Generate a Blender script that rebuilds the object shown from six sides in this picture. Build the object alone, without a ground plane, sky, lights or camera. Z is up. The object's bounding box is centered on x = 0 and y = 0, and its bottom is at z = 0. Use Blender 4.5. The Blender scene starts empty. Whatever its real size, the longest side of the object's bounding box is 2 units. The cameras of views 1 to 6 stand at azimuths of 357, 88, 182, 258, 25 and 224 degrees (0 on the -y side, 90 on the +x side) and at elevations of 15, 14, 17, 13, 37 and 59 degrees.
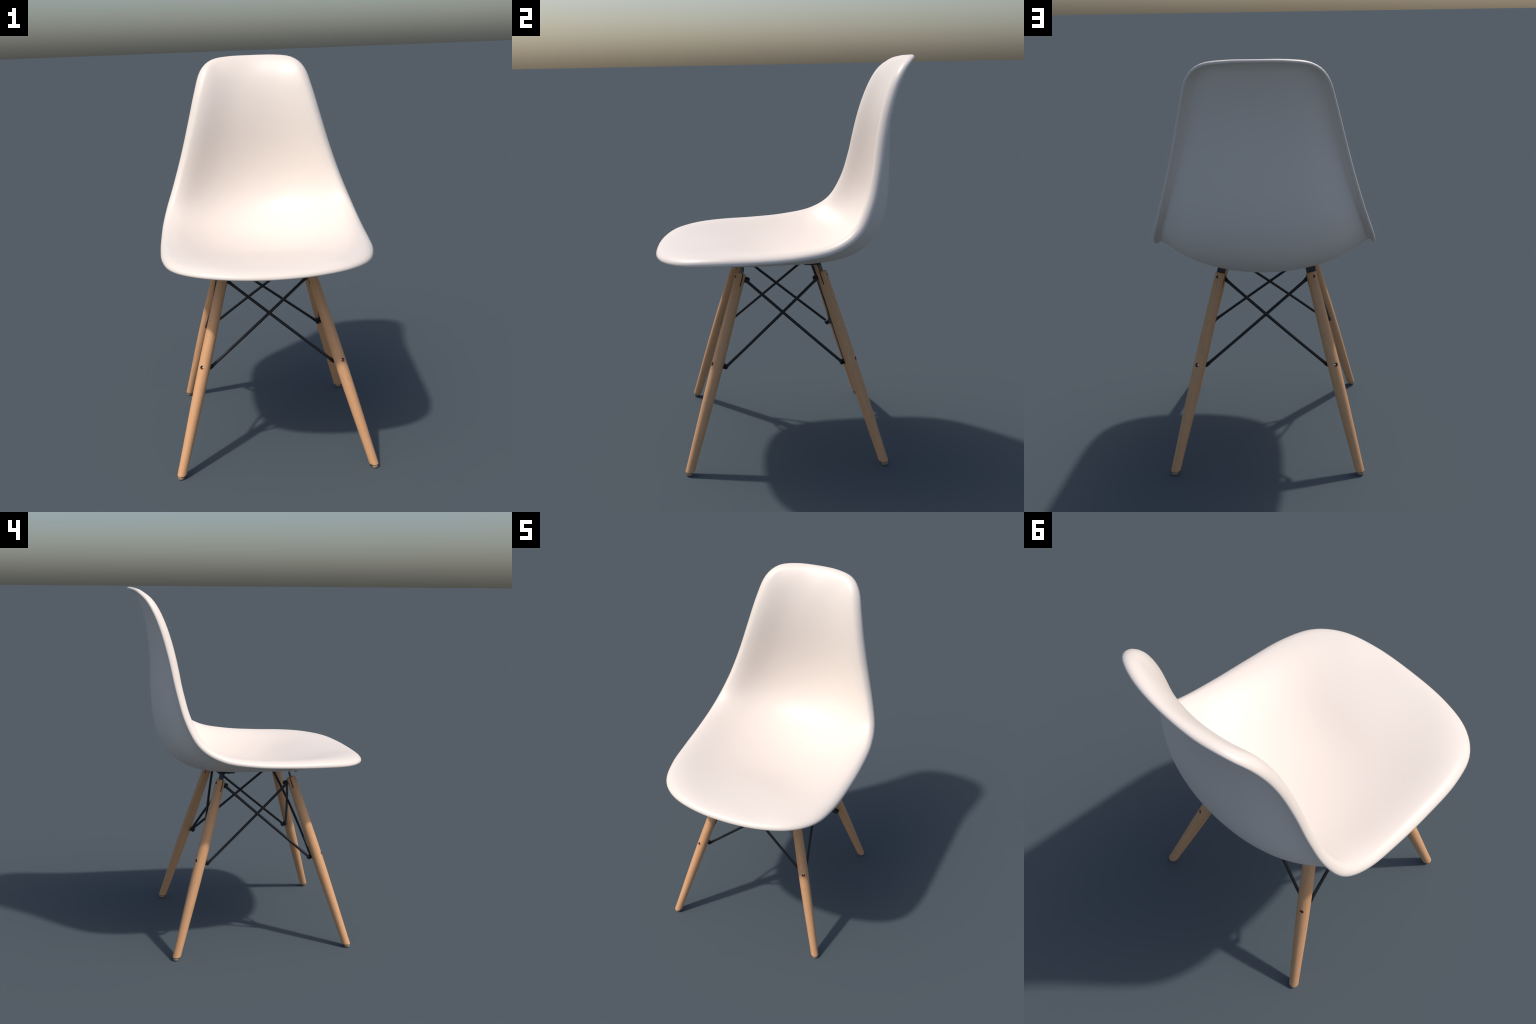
"""One-piece moulded white side chair on four turned beech legs with black
crossed wire braces.  Everything is generated from a few profile curves."""
import math
import bpy
import bmesh
import numpy as np
from mathutils import Vector, Matrix
from mathutils.bvhtree import BVHTree

COLL = bpy.context.scene.collection


# --------------------------------------------------------------------------
# small helpers
# --------------------------------------------------------------------------
def spline(values, t, even=False):
    """Uniform Catmull-Rom through values (n or n x d) sampled at t in 0..1."""
    v = np.asarray(values, float)
    flat = v.ndim == 1
    if flat:
        v = v[:, None]
    n = len(v) - 1
    if even:                                   # mirror ends: zero slope there
        a = np.vstack([v[1], v, v[-2]])
    else:
        a = np.vstack([2 * v[0] - v[1], v, 2 * v[-1] - v[-2]])
    u = np.clip(t, 0, 1) * n
    i = np.minimum(u.astype(int), n - 1)
    f = (u - i)[:, None]
    p0, p1, p2, p3 = a[i], a[i + 1], a[i + 2], a[i + 3]
    r = .5 * (2 * p1 + (p2 - p0) * f + (2 * p0 - 5 * p1 + 4 * p2 - p3) * f ** 2
              + (3 * p1 - p0 - 3 * p2 + p3) * f ** 3)
    return r[:, 0] if flat else r


def by_length(p, n):
    """Resample a polyline at n points evenly spaced along its length."""
    s = np.r_[0, np.cumsum(np.linalg.norm(np.diff(p, axis=0), axis=1))]
    w = np.linspace(0, s[-1], n)
    return np.stack([np.interp(w, s, p[:, k]) for k in range(p.shape[1])], 1), w


def unit(v):
    return v / np.maximum(np.linalg.norm(v, axis=-1, keepdims=True), 1e-12)


def add_object(name, mesh, parent=None, material=None, angle=None):
    ob = bpy.data.objects.new(name, mesh)
    COLL.objects.link(ob)
    if material is not None and not mesh.materials:
        mesh.materials.append(material)
    if parent is not None:
        ob.parent = parent
    for p in mesh.polygons:
        p.use_smooth = True
    if angle is not None:
        mesh.set_sharp_from_angle(angle=math.radians(angle))
    return ob


def mesh_from(name, verts, faces):
    me = bpy.data.meshes.new(name)
    me.from_pydata([tuple(v) for v in verts], [], [tuple(f) for f in faces])
    me.validate()
    bm = bmesh.new()
    bm.from_mesh(me)
    bmesh.ops.recalc_face_normals(bm, faces=bm.faces)
    bm.to_mesh(me)
    bm.free()
    return me


def loft(name, rings, cap=True):
    """Closed rings (m x k x 3) skinned one to the next."""
    rings = np.asarray(rings)
    m, k = rings.shape[:2]
    faces = []
    for i in range(m - 1):
        for j in range(k):
            a, b = i * k + j, i * k + (j + 1) % k
            faces.append((a, b, b + k, a + k))
    if cap:
        faces.append(tuple(range(k))[::-1])
        faces.append(tuple((m - 1) * k + j for j in range(k)))
    return mesh_from(name, rings.reshape(-1, 3), faces)


# --------------------------------------------------------------------------
# materials
# --------------------------------------------------------------------------
def new_material(name):
    m = bpy.data.materials.new(name)
    m.use_nodes = True
    nt = m.node_tree
    return m, nt, nt.nodes["Principled BSDF"]


def plastic():
    m, nt, b = new_material("white_moulded_plastic")
    co = nt.nodes.new("ShaderNodeTexCoord")
    nz = nt.nodes.new("ShaderNodeTexNoise")
    nz.inputs["Scale"].default_value = 3.0
    nz.inputs["Detail"].default_value = 2.0
    rp = nt.nodes.new("ShaderNodeValToRGB")
    rp.color_ramp.elements[0].color = (SHELL[0] * .985, SHELL[1] * .985, SHELL[2] * .985, 1)
    rp.color_ramp.elements[1].color = (*SHELL, 1)
    nt.links.new(co.outputs["Object"], nz.inputs["Vector"])
    nt.links.new(nz.outputs["Fac"], rp.inputs["Fac"])
    nt.links.new(rp.outputs["Color"], b.inputs["Base Color"])
    b.inputs["Roughness"].default_value = .42
    b.inputs["Specular IOR Level"].default_value = .5
    return m


def wood(name, light, dark, rough=.5):
    """Straight-grained beech: long streaks down the local z axis plus the
    short dark flecks of the rays."""
    m, nt, b = new_material(name)
    co = nt.nodes.new("ShaderNodeTexCoord")
    info = nt.nodes.new("ShaderNodeObjectInfo")
    off = nt.nodes.new("ShaderNodeVectorMath")
    off.operation = 'MULTIPLY_ADD'
    off.inputs[1].default_value = (1, 1, 1)
    comb = nt.nodes.new("ShaderNodeCombineXYZ")
    mul = nt.nodes.new("ShaderNodeMath")
    mul.operation = 'MULTIPLY'
    mul.inputs[1].default_value = 7.0
    nt.links.new(info.outputs["Random"], mul.inputs[0])
    for k in range(3):
        nt.links.new(mul.outputs[0], comb.inputs[k])
    nt.links.new(co.outputs["Object"], off.inputs[0])
    nt.links.new(comb.outputs[0], off.inputs[2])

    def streak(scale, stretch, detail, lo, hi, rough_=.55):
        mp = nt.nodes.new("ShaderNodeMapping")
        mp.inputs["Scale"].default_value = (scale, scale, scale * stretch)
        nz = nt.nodes.new("ShaderNodeTexNoise")
        nz.inputs["Scale"].default_value = 1.0
        nz.inputs["Detail"].default_value = detail
        nz.inputs["Roughness"].default_value = rough_
        nz.inputs["Distortion"].default_value = .3
        r = nt.nodes.new("ShaderNodeMapRange")
        r.inputs["From Min"].default_value = lo
        r.inputs["From Max"].default_value = hi
        nt.links.new(off.outputs[0], mp.inputs["Vector"])
        nt.links.new(mp.outputs[0], nz.inputs["Vector"])
        nt.links.new(nz.outputs["Fac"], r.inputs["Value"])
        return r.outputs["Result"]

    broad = streak(38, .07, 3, .3, .7)
    fine = streak(210, .035, 2, .35, .75)
    fleck = streak(330, .09, 1, .62, .74)

    def mix(a, c, f):
        mx = nt.nodes.new("ShaderNodeMix")
        mx.data_type = 'RGBA'
        nt.links.new(f, mx.inputs["Factor"])
        for s, v in ((mx.inputs[6], a), (mx.inputs[7], c)):
            if isinstance(v, tuple):
                s.default_value = (*v, 1)
            else:
                nt.links.new(v, s)
        return mx.outputs[2]

    def scaled(f, k):
        ma = nt.nodes.new("ShaderNodeMath")
        ma.operation = 'MULTIPLY'
        ma.inputs[1].default_value = k
        nt.links.new(f, ma.inputs[0])
        return ma.outputs[0]

    mid = tuple(.5 * (x + y) for x, y in zip(light, dark))
    c = mix(light, mid, broad)
    c = mix(c, dark, scaled(fine, .45))
    c = mix(c, tuple(.62 * x for x in dark), scaled(fleck, .4))
    nt.links.new(c, b.inputs["Base Color"])
    b.inputs["Roughness"].default_value = rough
    b.inputs["Specular IOR Level"].default_value = .3
    bp = nt.nodes.new("ShaderNodeBump")
    bp.inputs["Strength"].default_value = .06
    bp.inputs["Distance"].default_value = .002
    nt.links.new(fine, bp.inputs["Height"])
    nt.links.new(bp.outputs[0], b.inputs["Normal"])
    return m


def plain(name, colour, rough, metallic=0.0, grain=.1, scale=60):
    m, nt, b = new_material(name)
    co = nt.nodes.new("ShaderNodeTexCoord")
    nz = nt.nodes.new("ShaderNodeTexNoise")
    nz.inputs["Scale"].default_value = scale
    rp = nt.nodes.new("ShaderNodeValToRGB")
    rp.color_ramp.elements[0].color = (*[x * (1 - grain) for x in colour], 1)
    rp.color_ramp.elements[1].color = (*[min(1, x * (1 + grain)) for x in colour], 1)
    nt.links.new(co.outputs["Object"], nz.inputs["Vector"])
    nt.links.new(nz.outputs["Fac"], rp.inputs["Fac"])
    nt.links.new(rp.outputs["Color"], b.inputs["Base Color"])
    b.inputs["Roughness"].default_value = rough
    b.inputs["Metallic"].default_value = metallic
    return m


SHELL = (.865, .765, .68)
PLASTIC = plastic()
WOOD = wood("beech_wood", (.78, .425, .215), (.63, .32, .153))
BORE = wood("drilled_end_grain", (.42, .18, .10), (.32, .13, .065), .6)
SLOT = plain("sawn_slot", (.10, .055, .03), .8)
FELT = plain("foot_plastic", (.42, .30, .21), .6)
BLACK = plain("black_lacquered_steel", (.012, .0125, .014), .33)
PLATE = plain("dark_steel_plate", (.016, .017, .019), .42)
STEEL = plain("bright_screw_steel", (.80, .76, .74), .22, 1.0, .04)


# --------------------------------------------------------------------------
# seat shell
# --------------------------------------------------------------------------
# outer lip of the right half, front centre -> top centre of the back (x, y, z)
RIM = [(0.0, -0.657, 1.043), (.195, -.643, 1.048), (.357, -.592, 1.056), (.464, -.492, 1.062),
       (.512, -.338, 1.069), (.529, -.149, 1.077), (.536, .043, 1.091), (.535, .209, 1.123),
       (.515, .328, 1.197), (.472, .395, 1.322), (.422, .436, 1.482), (.375, .469, 1.654),
       (.335, .510, 1.808), (.297, .560, 1.922), (.233, .610, 1.980), (.130, .643, 1.997),
       (0.0, .652, 2.0)]
# centre line of the outer (lower) face (y, z), front -> top
CENTRE = [(-.586, .976), (-.443, .969), (-.295, .970), (-.140, .970), (.020, .974), (.176, .976),
          (.318, .999), (.430, 1.059), (.499, 1.159), (.532, 1.293), (.539, 1.443), (.541, 1.596),
          (.562, 1.741), (.603, 1.864), (.664, 1.954)]
BODY = [.118, .109, .058, .060, .062, .045, .038, .046, .052]  # depth of the body on the centre line
BOWL_IN = [-.73, -.79, -.71, -.11, -.40, -.05, .05, -.10, -.25]  # how late the sides rise, sitting face
BOWL_OUT = [.95, 1.08, .50, .20, .22, .25, .42, .60, .65]  # same, outer face
LIP_WIDTH = [.085, .074, .058, .053, .045, .048, .056, .057, .060]  
LIP_DROP = [.037, .033, .031, .025, .027, .029, .036, .032, .023]  
ROW_MATCH = [0, .086, .195, .297, .394, .471, .568, .719, .851, .943, 1]  
SPINE_INSET = .20  
LIP_THICK = [.020, .020, .024, .026, .026, .026, .024, .017, .012]   # at the crest, front -> top
THICK = .013                                        # at the outer edge


def relaxed(verts, tris, ring, n_free, n_seen, scale):
    """Fair the vertices of rings 0..n_free: least bending (cotangent
    bi-Laplacian) held to the start shape, so that ripples shorter than
    `scale` are ironed out.  Rings couple only to their neighbours, so the
    system is block tridiagonal in pairs of rings."""
    n = len(verts)
    area = np.zeros(n)
    pairs, weights = [], []
    for k in range(3):
        i, j, o = tris[:, k], tris[:, (k + 1) % 3], tris[:, (k + 2) % 3]
        u, v = verts[i] - verts[o], verts[j] - verts[o]
        cr = np.linalg.norm(np.cross(u, v), axis=1)
        w = np.clip(.5 * (u * v).sum(1) / np.maximum(cr, 1e-12), -60, 60)
        for a, b in ((i, j), (j, i)):
            pairs.append(np.stack([a, b, ], 1))
            weights.append(w)
            pairs.append(np.stack([a, a], 1))
            weights.append(-w)
        np.add.at(area, o, cr / 6)
    pairs, weights = np.vstack(pairs), np.concatenate(weights)
    area = np.maximum(area, 1e-9)
    block = np.minimum(ring, n_seen + 1) // 2
    nb = block.max() + 1
    ids = [np.flatnonzero(block == k) for k in range(nb)]
    loc = np.zeros(n, int)
    for d in ids:
        loc[d] = np.arange(len(d))
    lap = {}
    for k in range(nb):
        for m in (k - 1, k, k + 1):
            if 0 <= m < nb:
                q = np.zeros((len(ids[k]), len(ids[m])))
                sel = (block[pairs[:, 0]] == k) & (block[pairs[:, 1]] == m)
                np.add.at(q, (loc[pairs[sel, 0]], loc[pairs[sel, 1]]), weights[sel])
                row = ids[k]
                q *= ((ring[row] <= n_seen) / np.sqrt(area[row]))[:, None]
                lap[k, m] = q
    # normal equations for displacements; fixed rings get a very stiff hold
    diag, upper, rhs = [], [], []
    bend = [sum(lap[k, m] @ verts[ids[m]] for m in (k - 1, k, k + 1) if (k, m) in lap) for k in range(nb)]
    for k in range(nb):
        near = [m for m in (k - 1, k, k + 1) if 0 <= m < nb]
        a = sum(lap[m, k].T @ lap[m, k] for m in near)
        hold = area[ids[k]] / scale ** 4
        hold = np.where(ring[ids[k]] <= n_free, hold, 1e9)
        a[np.arange(len(hold)), np.arange(len(hold))] += hold
        diag.append(a)
        rhs.append(-sum(lap[m, k].T @ bend[m] for m in near))
        if k + 1 < nb:
            upper.append(sum(lap[m, k].T @ lap[m, k + 1] for m in (k, k + 1)))
    for k in range(1, nb):
        f = np.linalg.solve(diag[k - 1], np.hstack([upper[k - 1], rhs[k - 1]]))
        diag[k] = diag[k] - upper[k - 1].T @ f[:, :-3]
        rhs[k] = rhs[k] - upper[k - 1].T @ f[:, -3:]
    x = [None] * nb
    for k in range(nb - 1, -1, -1):
        r = rhs[k] if k == nb - 1 else rhs[k] - upper[k] @ x[k + 1]
        x[k] = np.linalg.solve(diag[k], r)
    out = verts.copy()
    for k in range(nb):
        out[ids[k]] += x[k] * (ring[ids[k]] <= n_free)[:, None]
    return out


FAIR = (.055, .05)           # sitting face, outer face (its fold at the lip stays crisp)


def shell_mesh():
    nt_, nr, nl, nc = 96, 24, 9, 4
    tt = np.linspace(0, 1, nt_ + 1)
    # symmetric end conditions by mirroring the neighbours
    r = np.array(RIM)
    ext = np.vstack([r[2] * [-1, 1, 1], r[1] * [-1, 1, 1], r, r[-2] * [-1, 1, 1], r[-3] * [-1, 1, 1]])
    n = len(ext) - 1
    dense = spline(ext, np.linspace(2 / n, 1 - 2 / n, 1601))
    edge, _ = by_length(dense, nt_ + 1)
    edge[0, 0] = edge[-1, 0] = 0
    mir = np.array([-1, 1, 1])
    ee = np.vstack([edge[1] * mir, edge, edge[-2] * mir])
    tang = unit(ee[2:] - ee[:-2])

    ctr, s = by_length(spline(CENTRE, np.linspace(0, 1, 2801)), 2801)
    length = s[-1]
    dc = unit(np.gradient(ctr, axis=0))
    nn = np.stack([-dc[:, 1], dc[:, 0]], 1)
    inner = ctr + nn * spline(BODY, s / length, True)[:, None]

    def on(curve, x):
        return np.stack([np.zeros_like(x), np.interp(x, s, curve[:, 0]), np.interp(x, s, curve[:, 1])], -1)

    se = spline(ROW_MATCH, tt, True) * length
    up = on(nn, se)
    n_ = unit(up - (up * tang).sum(1)[:, None] * tang)
    out = np.cross(tang, n_)
    ref = edge - on(ctr, np.clip(se, .2 * length, .8 * length))
    out *= np.where((out * ref).sum(1) < 0, -1, 1)[:, None]
    wl, dl = spline(LIP_WIDTH, tt, True), spline(LIP_DROP, tt, True)
    q_in, q_out = spline(BOWL_IN, tt, True), spline(BOWL_OUT, tt, True)
    crest = edge - out * wl[:, None] + n_ * dl[:, None]
    crest[0, 0] = crest[-1, 0] = 0
    sb = SPINE_INSET + (1 - np.cos(math.pi * tt)) / 2 * (length - 2 * SPINE_INSET)   # elliptic grid about a slit

    def sheet(curve, rim, q):
        """Face spanning from the centre line to a rim line."""
        a, b = np.clip(1 - s / .5, 0, 1) ** 2, np.clip(1 - (length - s) / .5, 0, 1) ** 2
        curve = curve + (rim[0, 1:] - curve[0]) * a[:, None] + (rim[-1, 1:] - curve[-1]) * b[:, None]
        lift = rim - on(curve, se)
        rows_ = []
        for rr in np.linspace(0, 1, nr):
            p = on(curve, sb + (se - sb) * rr ** 2) + lift * ((1 - q) * rr ** 2 + q * rr ** 4)[:, None]
            p[:, 0] = rim[:, 0] * rr
            rows_.append(p)
        return rows_

    rows = sheet(inner, crest, q_in)
    # rolled lip: Bezier leaving the bowl tangentially, ending pointing away from the sitter
    t0 = unit(rows[-1] - rows[-2])
    b1 = crest + t0 * (np.hypot(wl, dl) * .45)[:, None]
    b2 = edge + n_ * (dl * .6)[:, None]
    for u in np.linspace(0, 1, nl + 1)[1:]:
        rows.append((1 - u) ** 3 * crest + 3 * (1 - u) ** 2 * u * b1 + 3 * (1 - u) * u * u * b2 + u ** 3 * edge)
    top = np.array(rows)
    # normals of the half surface (mirrored across x = 0 for the end rows)
    wide = np.concatenate([top[:, 1:2] * mir, top, top[:, -2:-1] * mir], 1)
    nrm = unit(np.cross(np.gradient(top, axis=0), wide[:, 2:] - wide[:, :-2]))
    if (nrm[nr // 2] * up).sum() < 0:
        nrm = -nrm
    nrm[:, [0, -1], 0] = 0
    nrm = unit(nrm)
    lip_th = spline(LIP_THICK, tt, True)[None, :] * np.linspace(1, 0, nl + 1)[:, None] ** 1.5
    lip_th += THICK * (1 - np.linspace(1, 0, nl + 1)[:, None] ** 1.5)
    lip_under = top[nr - 1:] - nrm[nr - 1:] * lip_th[..., None]
    under = np.array(sheet(ctr, lip_under[0], q_out) + list(lip_under[1:]))
    # rounded outer edge between the two skins
    mid = .5 * (top[-1] + under[-1])
    tip = unit(top[-1] - top[-2])
    cap = [mid + nrm[-1] * (THICK / 2 * math.cos(a)) + tip * (THICK / 2 * math.sin(a))
           for a in np.linspace(0, math.pi, nc + 2)[1:-1]]
    stack = np.concatenate([top, np.array(cap), under[::-1]])       # rows x half-rim
    m = len(stack)
    verts, index = [], np.zeros((m, 2 * nt_), int)
    for i in range(m):
        spine_row = i in (0, m - 1)
        for j in range(nt_ + 1):
            index[i, j] = len(verts)
            verts.append(stack[i, j])
        for j in range(1, nt_):
            if spine_row:
                index[i, 2 * nt_ - j] = index[i, j]
            else:
                index[i, 2 * nt_ - j] = len(verts)
                verts.append(stack[i, j] * mir)
    faces = []
    k = 2 * nt_
    for i in range(m - 1):
        for j in range(k):
            f = [index[i, j], index[i, (j + 1) % k], index[i + 1, (j + 1) % k], index[i + 1, j]]
            f = list(dict.fromkeys(f))
            if len(f) > 2:
                faces.append(f)
    verts = np.array(verts)
    last = np.zeros((len(verts), 2), int) + m            # first row, from either face, holding a vertex
    for i in range(m):
        np.minimum.at(last[:, 0], index[i], i)
        np.minimum.at(last[:, 1], index[i], m - 1 - i)
    for side in (0, 1):
        row = last[:, side]
        part = np.flatnonzero(row <= nr + 2)
        loc = np.full(len(verts), -1)
        loc[part] = np.arange(len(part))
        tri = [t for f in faces for t in ((f[0], f[1], f[2]), (f[0], f[2], f[3]) if len(f) == 4 else None) if t]
        tri = loc[np.array(tri)]
        tri = tri[(tri >= 0).all(1)]
        verts[part] = relaxed(verts[part], tri, row[part], nr - 1 - side, nr + 1 - 3 * side, FAIR[side])
    # keep it exactly symmetric
    return mesh_from("seat_shell", verts, faces)


chair = bpy.data.objects.new("side_chair", None)
COLL.objects.link(chair)
chair["label"] = "white moulded shell chair with splayed beech legs and black wire braces"
chair["category"] = "chair"

shell_me = shell_mesh()
add_object("seat_shell", shell_me, chair, PLASTIC)
_bm = bmesh.new()
_bm.from_mesh(shell_me)
SHELL_TREE = BVHTree.FromBMesh(_bm)


def underside(x, y):
    """Lowest shell height above (x, y) seen from below."""
    hit = SHELL_TREE.ray_cast(Vector((x, y, .5)), Vector((0, 0, 1)))
    return hit[0].z if hit[0] else 1.0


# --------------------------------------------------------------------------
# legs
# --------------------------------------------------------------------------
LEG_TOP, HOLE_LOW, HOLE_HIGH = .952, .516, .931     # heights on the leg axis
BOLT_TURN = 25.0                                     # bolts run this far off the y axis
RADIUS = [(0, .0224), (.1, .0238), (.2, .0258), (.3, .0278), (.4, .0294), (.5, .0301), (.6, .0299), (.75, .0282), (.97, .0256)]


def leg_line(front, right):
    """Axis point on the floor and at z = 0.95."""
    sx = 1 if right else -1
    if front:
        return (np.array([sx * .4820 + .0042, -.5106, 0]), np.array([sx * .2182 - .0029, -.2260, .95]))
    return (np.array([sx * .4589 - .0033, .4703, 0]), np.array([sx * .2231 - .0024, .1793, .95]))


class Leg:
    def __init__(self, front, right):
        self.front, self.right = front, right
        p, q = leg_line(front, right)
        self.p, self.q = p, q
        self.axis = unit(q - p)
        a = math.radians(BOLT_TURN)
        b = np.array([math.sin(a) * (1 if right else -1), math.cos(a) * (-1 if front else 1), 0.0])
        self.out = unit(b - (b @ self.axis) * self.axis)       # outward along the bolts
        self.side = np.cross(self.out, self.axis)

    def at(self, z):
        return self.p + (self.q - self.p) * (z / .95)

    def radius(self, z):
        return float(np.interp(z, *zip(*RADIUS)))

    def matrix(self):
        m = Matrix.Identity(4)
        for i, c in enumerate((self.side, self.out, self.axis, self.p)):
            for k in range(3):
                m[k][i] = c[k]
        return m


def cylinder(name, a, b, r, mat, seg=24):
    a, b = np.asarray(a, float), np.asarray(b, float)
    w = unit(b - a)
    u = unit(np.cross(w, [0, 0, 1.0] if abs(w[2]) < .9 else [1.0, 0, 0]))
    v = np.cross(w, u)
    th = np.linspace(0, 2 * math.pi, seg, endpoint=False)
    c = np.cos(th)[:, None] * u + np.sin(th)[:, None] * v
    me = loft(name, [a + c * r, b + c * r])
    me.materials.append(mat)
    return me


def box(name, centre, axes, half, mat):
    verts = [np.array(centre) + sum(s * h * np.array(ax) for s, h, ax in zip(sg, half, axes))
             for sg in [(x, y, z) for x in (-1, 1) for y in (-1, 1) for z in (-1, 1)]]
    faces = [(0, 1, 3, 2), (4, 6, 7, 5), (0, 4, 5, 1), (2, 3, 7, 6), (0, 2, 6, 4), (1, 5, 7, 3)]
    me = mesh_from(name, verts, faces)
    me.materials.append(mat)
    return me


def revolved(name, base, axis, profile, mat, seg=28, sides=None):
    """profile: list of (distance along axis, radius)."""
    w = unit(np.asarray(axis, float))
    u = unit(np.cross(w, [0, 0, 1.0] if abs(w[2]) < .9 else [1.0, 0, 0]))
    v = np.cross(w, u)
    k = sides or seg
    th = np.linspace(0, 2 * math.pi, k, endpoint=False)
    c = np.cos(th)[:, None] * u + np.sin(th)[:, None] * v
    me = loft(name, [np.asarray(base) + w * h + c * max(r, 1e-4) for h, r in profile])
    me.materials.append(mat)
    return me


def cut(ob, cutters):
    for me in cutters:
        c = bpy.data.objects.new("cutter", me)
        COLL.objects.link(c)
        mod = ob.modifiers.new("cut", 'BOOLEAN')
        mod.operation, mod.solver, mod.object = 'DIFFERENCE', 'EXACT', c
        mod.material_mode = 'TRANSFER'
    bpy.context.view_layer.update()
    dg = bpy.context.evaluated_depsgraph_get()
    me = bpy.data.meshes.new_from_object(ob.evaluated_get(dg))
    cs = [m.object for m in ob.modifiers]
    ob.modifiers.clear()
    ob.data = me
    for c in cs:
        bpy.data.objects.remove(c)
    return me


HOLE_R = {HOLE_LOW: .0100, HOLE_HIGH: .0072}


def make_leg(leg):
    """Turned leg in its own frame (z along the axis), cut level at the floor."""
    m = leg.matrix()
    inv = m.inverted()
    seg = 64
    th = np.linspace(0, 2 * math.pi, seg, endpoint=False)
    slope = np.linalg.norm(leg.q - leg.p) / .95                # axis length per metre of height
    upv = np.array([leg.side[2], leg.out[2], leg.axis[2]])     # world up in leg coordinates

    def ring(z, r, level):
        x, y = np.cos(th) * r, np.sin(th) * r
        zz = np.full(seg, z * slope)
        lv = (z - x * upv[0] - y * upv[1]) / upv[2]
        return np.stack([x, y, zz * (1 - level) + lv * level], 1)

    heights = [(.0120, .72, 1), (.0190, 1.0, 1)]
    rings = [ring(z, leg.radius(z) * k, lv) for z, k, lv in heights]
    for z in np.linspace(.04, LEG_TOP - .006, 46):
        rings.append(ring(z, leg.radius(z), max(0, 1 - (z - .0235) / .14)))
    rt = leg.radius(LEG_TOP)
    for dz, k in ((-.0045, .995), (-.0022, .972), (-.0006, .93), (0, .87)):
        rings.append(ring(LEG_TOP + dz, rt * k, 0))
    me = loft("leg", rings)
    me.materials.append(WOOD)
    ob = add_object("leg", me, chair)
    cutters = [box("slot", (0, 0, LEG_TOP * slope), np.eye(3), (.06, .0026, .066), SLOT)]
    for z, r in HOLE_R.items():
        zl, rr = z * slope, leg.radius(z)
        cutters.append(cylinder("bore", (0, rr - .019, zl), (0, rr + .02, zl), r, BORE, 28))
    me = cut(ob, cutters)
    ob.matrix_world = m
    for p in me.polygons:
        p.use_smooth = True
    me.set_sharp_from_angle(angle=math.radians(32))
    bpy.context.view_layer.update()

    # level glide under the leg
    foot = revolved("foot_glide", leg.at(.0), (0, 0, 1),
                    [(.0, .0120), (.0, .0140), (.0020, .0154), (.0060, .0158), (.0140, .0158)], FELT)
    keep(add_object("foot_glide", foot, None, None, 30), ob)
    # screw ends sitting in the two bores
    for z, r in HOLE_R.items():
        base = leg.at(z) + leg.out * (leg.radius(z) - .0195)
        sc = revolved("screw_end", base, leg.out,
                      [(0, r * .96), (.0050, r * .95), (.0078, r * .80), (.0092, r * .5), (.0097, 0)], STEEL)
        keep(add_object("screw_end", sc, None, None, 60), ob)
    return ob


def keep(ob, parent):
    """Parent without moving."""
    ob.parent = parent
    ob.matrix_parent_inverse = parent.matrix_world.inverted()
    return ob


# --------------------------------------------------------------------------
# brackets and bolts
# --------------------------------------------------------------------------
def sweep(name, path, widths, thicks, across, mat, seg=20, power=2.0):
    """Sweep a super-ellipse; `across` fixes the direction of the thickness."""
    path = np.asarray(path, float)
    d = np.gradient(path, axis=0)
    d = unit(d)
    th = np.linspace(0, 2 * math.pi, seg, endpoint=False)
    rings = []
    for p, t, w, k, a in zip(path, d, widths, thicks, across):
        a = unit(a - (a @ t) * t)
        b = np.cross(t, a)
        cx = np.sign(np.cos(th)) * np.abs(np.cos(th)) ** (2 / power)
        sx = np.sign(np.sin(th)) * np.abs(np.sin(th)) ** (2 / power)
        rings.append(p + np.outer(cx, b) * w / 2 + np.outer(sx, a) * k / 2)
    me = loft(name, rings)
    me.materials.append(mat)
    return me


def make_bracket(leg, leg_ob):
    """Flat steel tongue let into the leg, bent level under the seat."""
    inward = -unit(np.array([leg.out[0], leg.out[1], 0]))
    if leg.front:
        inward = -inward                                       # front tabs point forward
    start = leg.at(LEG_TOP - .055)
    # climb until just below the shell
    z = LEG_TOP
    while z < 1.02:
        p = leg.at(z)
        if underside(p[0], p[1]) - z < .005:
            break
        z += .001
    bend = leg.at(z)
    tabs = [bend + inward * k for k in (.006, .02, .045, .068, .072)]
    path = [start, leg.at(LEG_TOP - .03), leg.at(LEG_TOP), leg.at(bend[2] - .012), bend - leg.axis * .004] + tabs
    for i in range(5, len(path)):
        x_, y_ = path[i][:2]
        path[i] = np.array([x_, y_, underside(x_, y_) + (.004 if leg.front else -.0035)])
    n = len(path)
    across = [leg.out] * 4 + [leg.out * .7 + np.array([0, 0, .7 if not leg.front else -.7])] + [np.array([0, 0, 1.0 if not leg.front else -1.0])] * (n - 5)
    w = [.044] * (n - 1) + [.034]
    th = [.0046] * n
    me = sweep("mounting_bracket", path, w, th, across, PLATE, 24, 9.0)
    ob = add_object("mounting_bracket", me, None, None, 35)
    keep(ob, leg_ob)
    screw = revolved("seat_screw", np.array([*(bend + inward * .042)[:2], underside(*(bend + inward * .042)[:2]) - .0050]), (0, 0, -1),
                     [(0, .0105), (.0025, .0105), (.0055, .0085), (.0075, .005), (.008, 0)], STEEL)
    keep(add_object("seat_screw", screw, None, None, 50), leg_ob)
    return ob


NUT_H = .011


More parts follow.
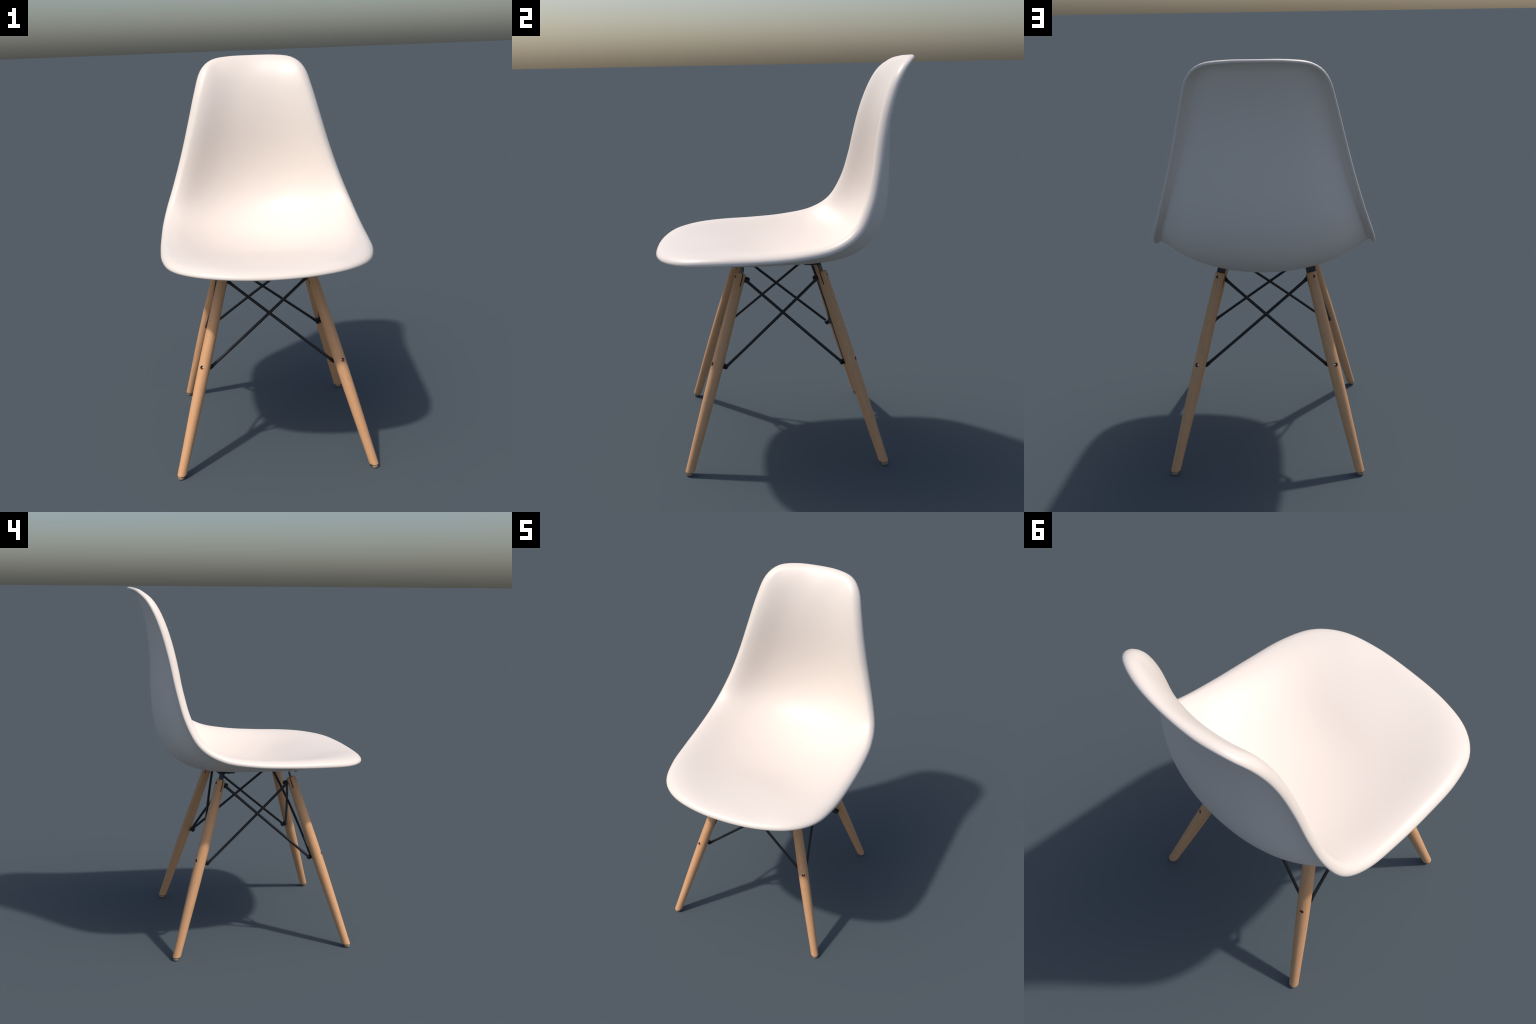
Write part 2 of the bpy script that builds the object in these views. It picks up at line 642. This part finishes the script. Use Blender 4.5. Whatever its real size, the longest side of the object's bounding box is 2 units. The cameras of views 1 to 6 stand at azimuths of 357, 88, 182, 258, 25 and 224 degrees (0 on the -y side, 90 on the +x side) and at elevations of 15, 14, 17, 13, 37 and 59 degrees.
def bolt_point(leg, z, d):
    """Point d metres inside the leg surface's inner face along the bolt."""
    return leg.at(z) - leg.out * (leg.radius(z) + d)


def make_nut(leg, z, leg_ob):
    a = bolt_point(leg, z, -.004)
    wash = revolved("washer", a, -leg.out, [(0, .0145), (.0055, .0145), (.0062, .0135)], BLACK)
    keep(add_object("washer", wash, None, None, 35), leg_ob)
    nut = revolved("nut", bolt_point(leg, z, .0135), -leg.out,
                   [(0, .0146), (.0085, .0146), (.0112, .0128), (.0115, .0075), (.0145, .0070), (.0152, .0055)],
                   BLACK, sides=6)
    shank = revolved("bolt_shank", bolt_point(leg, z, -.002), -leg.out, [(0, .006), (.0175, .006)], BLACK)
    ob = keep(add_object("nut", nut, None, None, 30), leg_ob)
    keep(add_object("bolt_shank", shank, None, None, 30), leg_ob)
    return ob


def make_rod(la, lb, d, bow, reach, rise, drop, clamp):
    """Brace from the upper bolt of leg la to the lower bolt of leg lb, with
    hammered flat eyes at both ends."""
    a = bolt_point(la, HOLE_HIGH, d)
    b = bolt_point(lb, HOLE_LOW, d)
    run = unit(b - a)

    def eye(leg, along, turn):
        """Direction in which the eye leaves the bolt: level, across the leg."""
        flat = leg.side * (1 if leg.side @ along > 0 else -1)
        d = along - (along @ leg.out) * leg.out
        return unit(flat * (1 - turn) + unit(d) * turn)
    ea, eb = eye(la, run, .6), eye(lb, -run, .25)
    if clamp:                                    # lower end stands off the leg on a short clamp
        eb = unit(eye(lb, -run, 0) - lb.out * .9)
    pa, pb = a + ea * .022 + np.array([0, 0, drop]), b + eb * reach + np.array([0, 0, rise])
    path = [a - ea * .011, a - ea * .008, a, a + ea * .012, pa]
    mid = unit(pb - pa)
    path += [pa + mid * .016]
    path += [pa + (pb - pa) * f + bow * la.out * math.sin(math.pi * f) for f in np.linspace(.1, .9, 9)]
    path += [pb - mid * .016, pb, b + eb * .016, b, b - eb * .008, b - eb * .011]
    n = len(path)
    r = .0150
    w = [r] * n
    th = [r] * n
    for k, (ww, tt_) in enumerate(((.014, .009), (.022, .010), (.026, .011), (.025, .0115), (.0200, .0130), (.0158, .0150))):
        w[k] = w[n - 1 - k] = ww
        th[k] = th[n - 1 - k] = tt_
    across = [la.out] * (n // 2) + [lb.out] * (n - n // 2)
    # turn the section gradually from one bolt axis to the other
    across = [unit(la.out * (1 - f) + lb.out * f * (1 if la.out @ lb.out > 0 else -1)) for f in np.clip(np.linspace(-.5, 1.5, n), 0, 1)]
    me = sweep("brace_rod", path, w, th, across, BLACK, 20)
    return add_object("brace_rod", me, chair, None, 40)


legs = {}
for front in (True, False):
    for right in (False, True):
        leg = Leg(front, right)
        ob = make_leg(leg)
        legs[front, right] = leg
        make_bracket(leg, ob)
        for z in (HOLE_HIGH, HOLE_LOW):
            make_nut(leg, z, ob)

IN, OUTER = .0100, .0050  
FL, FR, BL, BR = legs[True, False], legs[True, True], legs[False, False], legs[False, True]
for a, b, d, bow, reach, rise, drop, clamp in (
        (FL, FR, IN, .004, .024, .004, -.003, False), (FR, FL, IN, .010, .024, .004, -.003, False),
        (BL, BR, IN, .004, .024, .004, -.003, False), (BR, BL, IN, .010, .024, .004, -.003, False),
        (FL, BL, OUTER, .003, .022, .010, .004, True), (BL, FL, OUTER, .003, .022, .010, .004, True),
        (FR, BR, OUTER, .003, .022, .010, .004, True), (BR, FR, OUTER, .003, .022, .010, .004, True)):
    make_rod(a, b, d, bow, reach, rise, drop, clamp)
